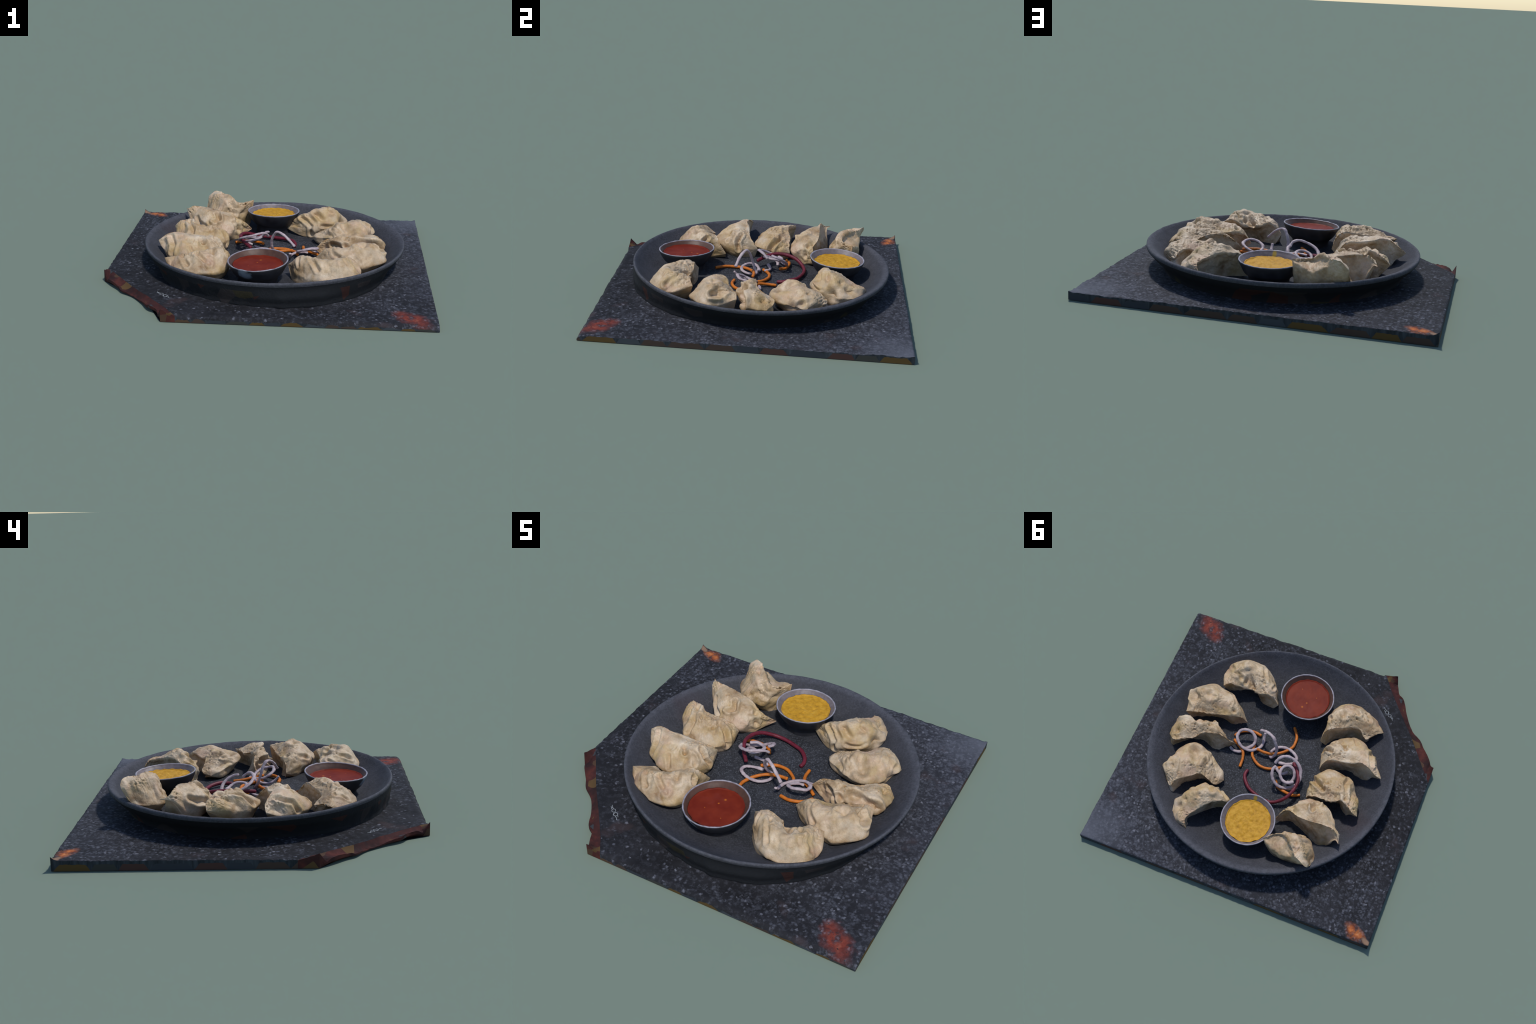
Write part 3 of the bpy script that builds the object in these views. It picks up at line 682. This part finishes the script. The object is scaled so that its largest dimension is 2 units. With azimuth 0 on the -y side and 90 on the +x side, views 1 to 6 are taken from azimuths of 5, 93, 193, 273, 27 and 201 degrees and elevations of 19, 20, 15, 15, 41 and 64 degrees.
FOLDS = [
  [crease((0.272, -0.456, 0.235), (0.292, -0.527, 0.227), (0.320, -0.584, 0.200), w=0.012, d=0.010),
   crease((0.342, -0.416, 0.181), (0.389, -0.475, 0.213), (0.396, -0.443, 0.198), w=0.018, d=0.014),
   crease((0.436, -0.445, 0.219), (0.466, -0.462, 0.222), w=0.014, d=0.012),
   crease((0.481, -0.451, 0.233), (0.513, -0.497, 0.208), (0.542, -0.523, 0.190), w=0.014, d=0.008),
   crease((0.209, -0.442, 0.212), (0.210, -0.484, 0.183), w=0.010, d=0.008)],
  [crease((0.387, -0.197, 0.197), (0.420, -0.268, 0.178), (0.456, -0.311, 0.170), w=0.012, d=0.012),
   crease((0.549, -0.231, 0.231), (0.568, -0.228, 0.210), (0.577, -0.211, 0.223), w=0.014, d=0.014),
   crease((0.646, -0.159, 0.204), (0.668, -0.170, 0.187), (0.683, -0.225, 0.207), w=0.016, d=0.018),
   ridge((0.663, -0.154, 0.199), (0.690, -0.171, 0.180), (0.710, -0.240, 0.184), w=0.012, d=0.010)],
  [crease((0.398, -0.022, 0.170), (0.440, -0.069, 0.175), (0.466, -0.094, 0.141), w=0.014, d=0.018),
   crease((0.478, -0.070, 0.179), (0.502, -0.070, 0.153), (0.529, -0.077, 0.143), w=0.012, d=0.018),
   crease((0.548, -0.039, 0.195), (0.592, -0.034, 0.184), (0.634, -0.042, 0.177), (0.685, -0.051, 0.181), (0.705, -0.048, 0.160), w=0.020, d=0.022),
   ridge((0.510, -0.034, 0.216), (0.564, -0.017, 0.203), (0.634, -0.025, 0.210), (0.694, -0.015, 0.193), w=0.018, d=0.008)],
  [crease((0.471, 0.228, 0.213), (0.493, 0.191, 0.204), (0.514, 0.162, 0.196), w=0.025, d=0.016),
   ridge((0.425, 0.299, 0.198), (0.442, 0.223, 0.219), (0.418, 0.201, 0.205), w=0.018, d=0.008),
   crease((0.392, 0.209, 0.189), (0.431, 0.166, 0.186), w=0.010, d=0.010),
   crease((0.603, 0.251, 0.183), (0.632, 0.277, 0.171), (0.658, 0.304, 0.172), w=0.016, d=0.016)],
  [crease((0.184, 0.416, 0.211), (0.217, 0.393, 0.193), (0.253, 0.364, 0.166), (0.254, 0.354, 0.111), w=0.012, d=0.014),
   crease((0.281, 0.413, 0.242), (0.306, 0.406, 0.215), (0.341, 0.407, 0.186), w=0.016, d=0.020),
   ridge((0.271, 0.402, 0.222), (0.302, 0.378, 0.185), (0.347, 0.377, 0.181), (0.392, 0.403, 0.172), w=0.014, d=0.012),
   crease((0.325, 0.357, 0.172), (0.369, 0.366, 0.165), (0.400, 0.388, 0.162), (0.420, 0.422, 0.175), w=0.010, d=0.007),
   crease((0.341, 0.489, 0.256), (0.373, 0.454, 0.255), (0.388, 0.451, 0.240), w=0.010, d=0.008)],
  [crease((-0.406, -0.471, 0.245), (-0.361, -0.505, 0.218), (-0.324, -0.520, 0.187), w=0.012, d=0.012),
   crease((-0.487, -0.458, 0.209), (-0.453, -0.517, 0.177), w=0.012, d=0.012),
   crease((-0.321, -0.415, 0.240), (-0.299, -0.450, 0.221), w=0.016, d=0.012),
   crease((-0.249, -0.369, 0.219), (-0.227, -0.393, 0.206), w=0.012, d=0.012),
   ridge((-0.346, -0.471, 0.231), (-0.319, -0.468, 0.222), (-0.290, -0.464, 0.214), w=0.012, d=0.008)],
  [crease((-0.615, -0.154, 0.245), (-0.581, -0.234, 0.208), (-0.593, -0.266, 0.161), w=0.014, d=0.012),
   crease((-0.423, -0.184, 0.210), (-0.396, -0.217, 0.222), w=0.012, d=0.022),
   crease((-0.336, -0.148, 0.221), (-0.290, -0.171, 0.192), (-0.277, -0.159, 0.147), w=0.012, d=0.016),
   ridge((-0.404, -0.180, 0.225), (-0.351, -0.199, 0.214), (-0.321, -0.208, 0.187), w=0.012, d=0.007),
   crease((-0.346, -0.208, 0.204), (-0.325, -0.236, 0.178), w=0.010, d=0.007),
   crease((-0.473, -0.270, 0.215), (-0.440, -0.317, 0.170), w=0.010, d=0.007)],
  [crease((-0.538, 0.149, 0.244), (-0.502, 0.035, 0.241), (-0.510, -0.024, 0.185), w=0.014, d=0.014),
   ridge((-0.496, 0.116, 0.235), (-0.445, 0.116, 0.218), (-0.383, 0.093, 0.211), (-0.347, 0.059, 0.197), w=0.014, d=0.007),
   crease((-0.376, 0.123, 0.208), (-0.324, 0.093, 0.193), (-0.288, 0.061, 0.168), (-0.281, 0.056, 0.132), w=0.014, d=0.018),
   crease((-0.395, 0.055, 0.204), (-0.379, 0.085, 0.209), w=0.012, d=0.008)],
  [crease((-0.372, 0.301, 0.256), (-0.355, 0.256, 0.230), (-0.384, 0.241, 0.220), w=0.012, d=0.014),
   ridge((-0.349, 0.299, 0.256), (-0.337, 0.264, 0.232), (-0.357, 0.238, 0.218), (-0.407, 0.235, 0.210), w=0.012, d=0.009),
   crease((-0.504, 0.325, 0.209), (-0.481, 0.271, 0.186), (-0.447, 0.228, 0.181), w=0.014, d=0.014),
   ridge((-0.284, 0.321, 0.229), (-0.260, 0.288, 0.204), (-0.263, 0.247, 0.168), w=0.014, d=0.008),
   crease((-0.242, 0.308, 0.207), (-0.231, 0.299, 0.146), w=0.014, d=0.014)],
  [ridge((-0.353, 0.593, 0.301), (-0.299, 0.542, 0.286), (-0.262, 0.516, 0.254), w=0.014, d=0.008),
   crease((-0.360, 0.574, 0.300), (-0.308, 0.512, 0.264), (-0.284, 0.502, 0.217), w=0.014, d=0.008),
   crease((-0.365, 0.468, 0.190), (-0.324, 0.496, 0.221), (-0.276, 0.490, 0.199), w=0.014, d=0.009)],
]

def path_distance(P, line):
    best = np.full(P.shape[:2], 9.0)
    for a, b in zip(line[:-1], line[1:]):
        t = np.clip(((P - a) @ (b - a)) / ((b - a) @ (b - a)), 0, 1)
        best = np.minimum(best, np.linalg.norm(P - a - t[:, :, None] * (b - a), axis=2))
    return best

def build_dumpling(spec, k, mat):
    seed = 11.3 * (k + 1)
    keys = ("F", "M", "S", "C", "K", "U", "W", "B")
    cols = {q: [] for q in keys}
    t0, t1 = (np.array(t) for t in spec["tips"])
    for q in keys:
        cols[q].append(t0 + (0, 0, -.004 if q in "KUWBF" else 0))
    for s in spec["st"]:
        C, S, M = (np.array(s[q], float) for q in "CSM")
        F = np.array((*s["F"], plate_z(*s["F"]) - .004 + s["lift"]))
        by = s["B"][1] + (0 if s["U"] else .009)
        B = np.array((s["B"][0], by, plate_z(s["B"][0], by) - .004 + s["lift"]))
        inward = M - C; inward[2] = 0
        inward /= np.linalg.norm(inward) + 1e-9
        K = C + inward * .004 + np.array((0, 0, -.013))            # lower side of the dough lip
        if s["U"]:
            U, W = (np.array(u, float) for u in s["U"])
        else:
            depth = min(.014, .14 * np.linalg.norm((M - C)[:2]))
            U = C * .72 + B * .28 + inward * depth
            W = C * .30 + B * .70 + inward * depth * .8
        for q, v in zip(keys, (F, M, S, C, K, U, W, B)):
            cols[q].append(v)
    for q in keys:
        cols[q].append(t1 + (0, 0, -.004 if q in "KUWBF" else 0))
    # even spacing along the lip, shared by all columns
    n = 176
    ref = np.array(cols["S"]); d = np.linalg.norm(np.diff(ref, axis=0), axis=1)
    sp = np.concatenate([[0], np.cumsum(np.maximum(d, .02))])
    u = np.linspace(0, sp[-1], n)
    def along(P):
        P = np.array(P); m = np.zeros_like(P)
        m[1:-1] = (P[2:] - P[:-2]) / (sp[2:] - sp[:-2])[:, None]
        m[0] = (P[1] - P[0]) / sp[1]; m[-1] = (P[-1] - P[-2]) / (sp[-1] - sp[-2])
        i = np.clip(np.searchsorted(sp, u, side="right") - 1, 0, len(P) - 2)
        h = (sp[i + 1] - sp[i])[:, None]; t = ((u - sp[i]) / h[:, 0])[:, None]
        return ((2*t**3 - 3*t**2 + 1) * P[i] + (t**3 - 2*t**2 + t) * h * m[i] + (-2*t**3 + 3*t**2) * P[i+1] + (t**3 - t**2) * h * m[i+1])
    A = {q: along(cols[q]) for q in keys}
    nf, nb, nu = 80, 34, 8
    m = nf + nb + nu
    G = np.zeros((n, m, 3)); tag_v = np.zeros((n, m))
    for i in range(n):
        mid = A["F"][i] * .45 + A["M"][i] * .55; mid[2] = A["F"][i][2] * .6 + A["M"][i][2] * .4
        out = A["M"][i] - A["C"][i]; out[2] = 0; L = np.linalg.norm(out) + 1e-9
        mid = mid + out / L * .002 * min(1, L / .1)
        front = catmull([A["F"][i], mid, A["M"][i], A["S"][i], A["C"][i]], nf)
        back = catmull([A["K"][i], A["U"][i], A["W"][i], A["B"][i]], nb)
        under = np.array([A["B"][i] + (A["F"][i] - A["B"][i]) * t for t in np.linspace(0, 1, nu + 2)[1:-1]])
        G[i] = np.vstack([front, back, under])
        tag_v[i] = np.concatenate([np.linspace(0, 1, nf), np.linspace(1.02, 2, nb), np.full(nu, 2.5)])
    # vertex normals of the loft grid
    du = np.gradient(G, axis=0)
    dv = (np.roll(G, -1, axis=1) - np.roll(G, 1, axis=1))
    N = np.cross(du, dv); N /= np.linalg.norm(N, axis=2)[:, :, None] + 1e-9
    cen = G.mean(axis=1, keepdims=True)
    if np.mean(np.sum(N * (G - cen), axis=2)) < 0:
        N = -N
    tt = np.linspace(0, 1, n)
    fold_d = np.zeros((n, m))
    for line, w, d in FOLDS[k]:
        e = path_distance(G, line) / w
        if d < 0:
            fold_d += d * (np.exp(-e ** 2) - .35 * np.exp(-((e - 1.9) / .8) ** 2))
        else:
            fold_d += d * np.exp(-e ** 2)
    fold_d[tag_v > 1.0] = 0
    dents = spec["dents"]
    G2 = G.copy()
    pl = 5 + (k % 3)
    for i in range(n):
        taper = min(1, 8 * tt[i], 8 * (1 - tt[i]))
        for j in range(m):
            v = tag_v[i, j]
            if v >= 2.2:
                continue
            p = G[i, j]
            on_top = smooth01(.25, .55, v) * (1 - smooth01(.93, 1.05, v))
            belly = smooth01(.02, .2, v) * (1 - smooth01(.5, .8, v))
            d = (.009 * nz(p, 11, seed) + .0035 * nz(p, 30, seed + 3)) * (belly + .6 * on_top) - .005 * belly
            # folds gathered at the lip run down over the belly and fade there
            q0 = (tt[i] * 6.5 + .5 * nz(p, 8, seed + 2), v * 1.3, 0)
            fold = nz(q0, 1.0, seed + 5)
            gather = max(0, min(1.3, .6 + 1.8 * nz(p, 7, seed + 12)))         # folds come in bunches
            rg = max(0, 1 - abs(fold) * 3.2)
            d += .011 * fold * (.8 * on_top + .7 * belly) - .009 * rg * rg * (.30 * belly + .9 * on_top) * gather
            q1 = (tt[i] * 24 + .8 * nz(p, 14, seed + 1), v * 2.6, 0)
            rg1 = max(0, 1 - abs(nz(q1, 1.0, seed + 9)) * 3)
            d -= .0022 * rg1 * rg1 * (.4 * belly + .8 * on_top) * gather
            # pitted skin near the lip, smoother on the belly
            pit = smooth01(.5, .68, v) * (1 - smooth01(.97, 1.03, v))
            rough = max(0, min(1, .55 + 1.6 * nz(p, 13, seed + 6)))
            d += (.0016 * nz(p, 50, seed) + .0030 * nz(p, 105, seed)) * (.14 + 1.25 * pit * rough) * (1 if v < 1.0 else .3)
            h = nz(p, 80, seed + 7)
            d -= .020 * max(0, h - .22) * pit * rough
            if v > 1.0:
                d += .008 * nz(p, 15, seed + 8) + .004 * nz(p, 38, seed + 4) + .002 * nz(p, 90, seed)
            # ragged lip
            if .95 < v < 1.08:
                d += .006 * nz((tt[i], 0, 0), 26, seed)
            q = p + N[i, j] * (d + 1.6 * fold_d[i, j]) * taper
            for c, r, dep in dents:
                e = ((p[0] - c[0]) ** 2 + (p[1] - c[1]) ** 2 + (p[2] - c[2]) ** 2) / (r * r)
                if e < 5 and v < 1.0:
                    q = q - N[i, j] * dep * math.exp(-e * 1.4)
            G2[i, j] = q
    V = [tuple(x) for x in G2.reshape(-1, 3)]
    org = np.array([np.mean(ref[:, 0]), np.mean(ref[:, 1]), FLOOR])
    V = [tuple(np.array(v) - org) for v in V]
    F = []
    for i in range(n - 1):
        for j in range(m):
            a = i * m + j; b = i * m + (j + 1) % m
            F.append((a, b, b + m, a + m))
    F.append(tuple(range(m))[::-1]); F.append(tuple((n - 1) * m + j for j in range(m)))
    ob = make_mesh("dumpling", V, F, mat)
    ob.location = org
    tag(ob, "steamed half-moon dumpling with pleated pale dough", "dumpling")
    return ob

# ------------------------------------------------------------------ vegetable strands
CARROTS = [
 [(-.02, -.285, .10), (-.06, -.225, .098), (-.068, -.175, .097), (-.062, -.135, .098), (-.023, -.079, .108), (.033, -.037, .114), (.093, -.023, .118), (.150, -.025, .124)],
 [(.178, -.055, .108), (.176, -.005, .100), (.155, .032, .097), (.102, .069, .098), (.044, .075, .098), (-.004, .058, .098), (-.05, .028, .097)],
 [(.211, .130, .097), (.216, .067, .103), (.237, .017, .110), (.288, -.020, .106), (.325, -.048, .098)],
 [(.335, -.075, .098), (.305, -.118, .099), (.267, -.139, .098), (.221, -.150, .098), (.165, -.141, .097)],
 [(-.238, .172, .100), (-.191, .193, .102), (-.130, .190, .106), (-.078, .173, .104), (-.050, .135, .110)],
]
ONIONS = [
 # tall arch that runs into a flat loop on the plate
 [(.166, -.137, .187), (.128, -.122, .225), (.090, -.102, .253), (.052, -.080, .262), (.030, -.060, .235), (.015, -.045, .19), (.018, -.028, .14), (.040, -.012, .108),
  (.058, -.035, .103), (.048, -.072, .104), (.012, -.105, .106), (-.040, -.112, .108), (-.090, -.095, .108), (-.121, -.066, .107), (-.115, -.028, .104), (-.070, -.005, .100), (-.015, .004, .098)],
 # small coil beside it
 [(.138, -.148, .146), (.137, -.120, .118), (.132, -.085, .104), (.145, -.045, .104), (.195, -.002, .112), (.255, -.003, .132), (.300, -.043, .150), (.300, -.090, .160), (.268, -.112, .168),
  (.222, -.115, .158), (.186, -.088, .140), (.184, -.050, .122), (.212, -.018, .112), (.245, -.005, .104)],
 # upright rings on the left
 [(-.031, .080, .206), (-.019, .107, .200), (-.028, .145, .182), (-.054, .171, .156), (-.090, .178, .130), (-.135, .165, .113), (-.178, .135, .118), (-.201, .100, .142), (-.197, .064, .160),
  (-.184, .030, .178), (-.150, .002, .196), (-.108, -.010, .210), (-.064, -.001, .222), (-.031, .026, .216), (-.014, .058, .188)],
 [(-.172, .120, .150), (-.135, .143, .150), (-.095, .134, .150), (-.066, .100, .166), (-.072, .056, .172), (-.102, .031, .168), (-.140, .042, .158), (-.160, .080, .142), (-.150, .115, .120), (-.120, .120, .106)],
 [(-.105, .055, .118), (-.075, .072, .102), (-.045, .068, .100), (-.012, .040, .104)],
 [(.330, .015, .100), (.300, .030, .098), (.265, .028, .098), (.235, .012, .100)],
]
BEET = [[(.152, .131, .098), (.156, .168, .102), (.140, .206, .108), (.095, .253, .106), (.046, .275, .104), (-.015, .294, .104), (-.073, .297, .108), (-.121, .279, .122), (-.165, .240, .142),
         (-.192, .180, .156), (-.197, .110, .160), (-.170, .045, .150), (-.118, -.018, .130)]]

def build_strands(name, paths, rad, mat, wob, label, category, flat=1.0, blunt=.8):
    for k, p in enumerate(paths):
        V, F = [], []
        L = np.sum(np.linalg.norm(np.diff(np.array(p), axis=0), axis=1))
        org = np.mean(np.array(p), axis=0)
        tube(V, F, p, rad, 14, int(L / .004) + 12, wob=wob, seed=5 * k + rad * 1000, flat=flat, blunt=blunt, wsc=55)
        V = [tuple(np.array(v) - org) for v in V]
        ob = make_mesh(name, V, F, mat)
        ob.location = org
        tag(ob, label, category)

# ------------------------------------------------------------------ assemble
build_board()
build_plate()
build_bowl((-.0085, .507), .1765, .2285, (-.004, -.036), .199, .115,
           bowl_material("grey_glaze", (.20, .165, .17), ((.012, -.15, -.012), .03, (.55, 1, 1.3), 0, .3, 30, .5), .1765, (-.004, -.036)), sauce_material("yellow"),
           "small dark bowl filled with yellow sauce", "yellow")
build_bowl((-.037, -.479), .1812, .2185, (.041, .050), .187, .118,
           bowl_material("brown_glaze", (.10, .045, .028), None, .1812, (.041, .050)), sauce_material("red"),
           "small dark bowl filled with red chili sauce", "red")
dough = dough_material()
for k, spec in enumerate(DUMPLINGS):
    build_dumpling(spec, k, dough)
build_strands("carrot_strip", CARROTS, .0097, strand_material("carrot_flesh", (.45, .115, .010), (.66, .19, .018), .5), .12, "thin bent orange strip of carrot", "carrot strip")
build_strands("onion_ring", ONIONS, .0102, strand_material("onion_flesh", (.34, .26, .28), (.54, .45, .45), .5), .22, "curled pale mauve sliver of onion", "onion ring", blunt=.6, flat=.72)
build_strands("beet_strip", BEET, .0114, strand_material("beet_flesh", (.10, .008, .018), (.17, .018, .032), .5), .1, "curved dark crimson strip of beetroot", "beet strip")
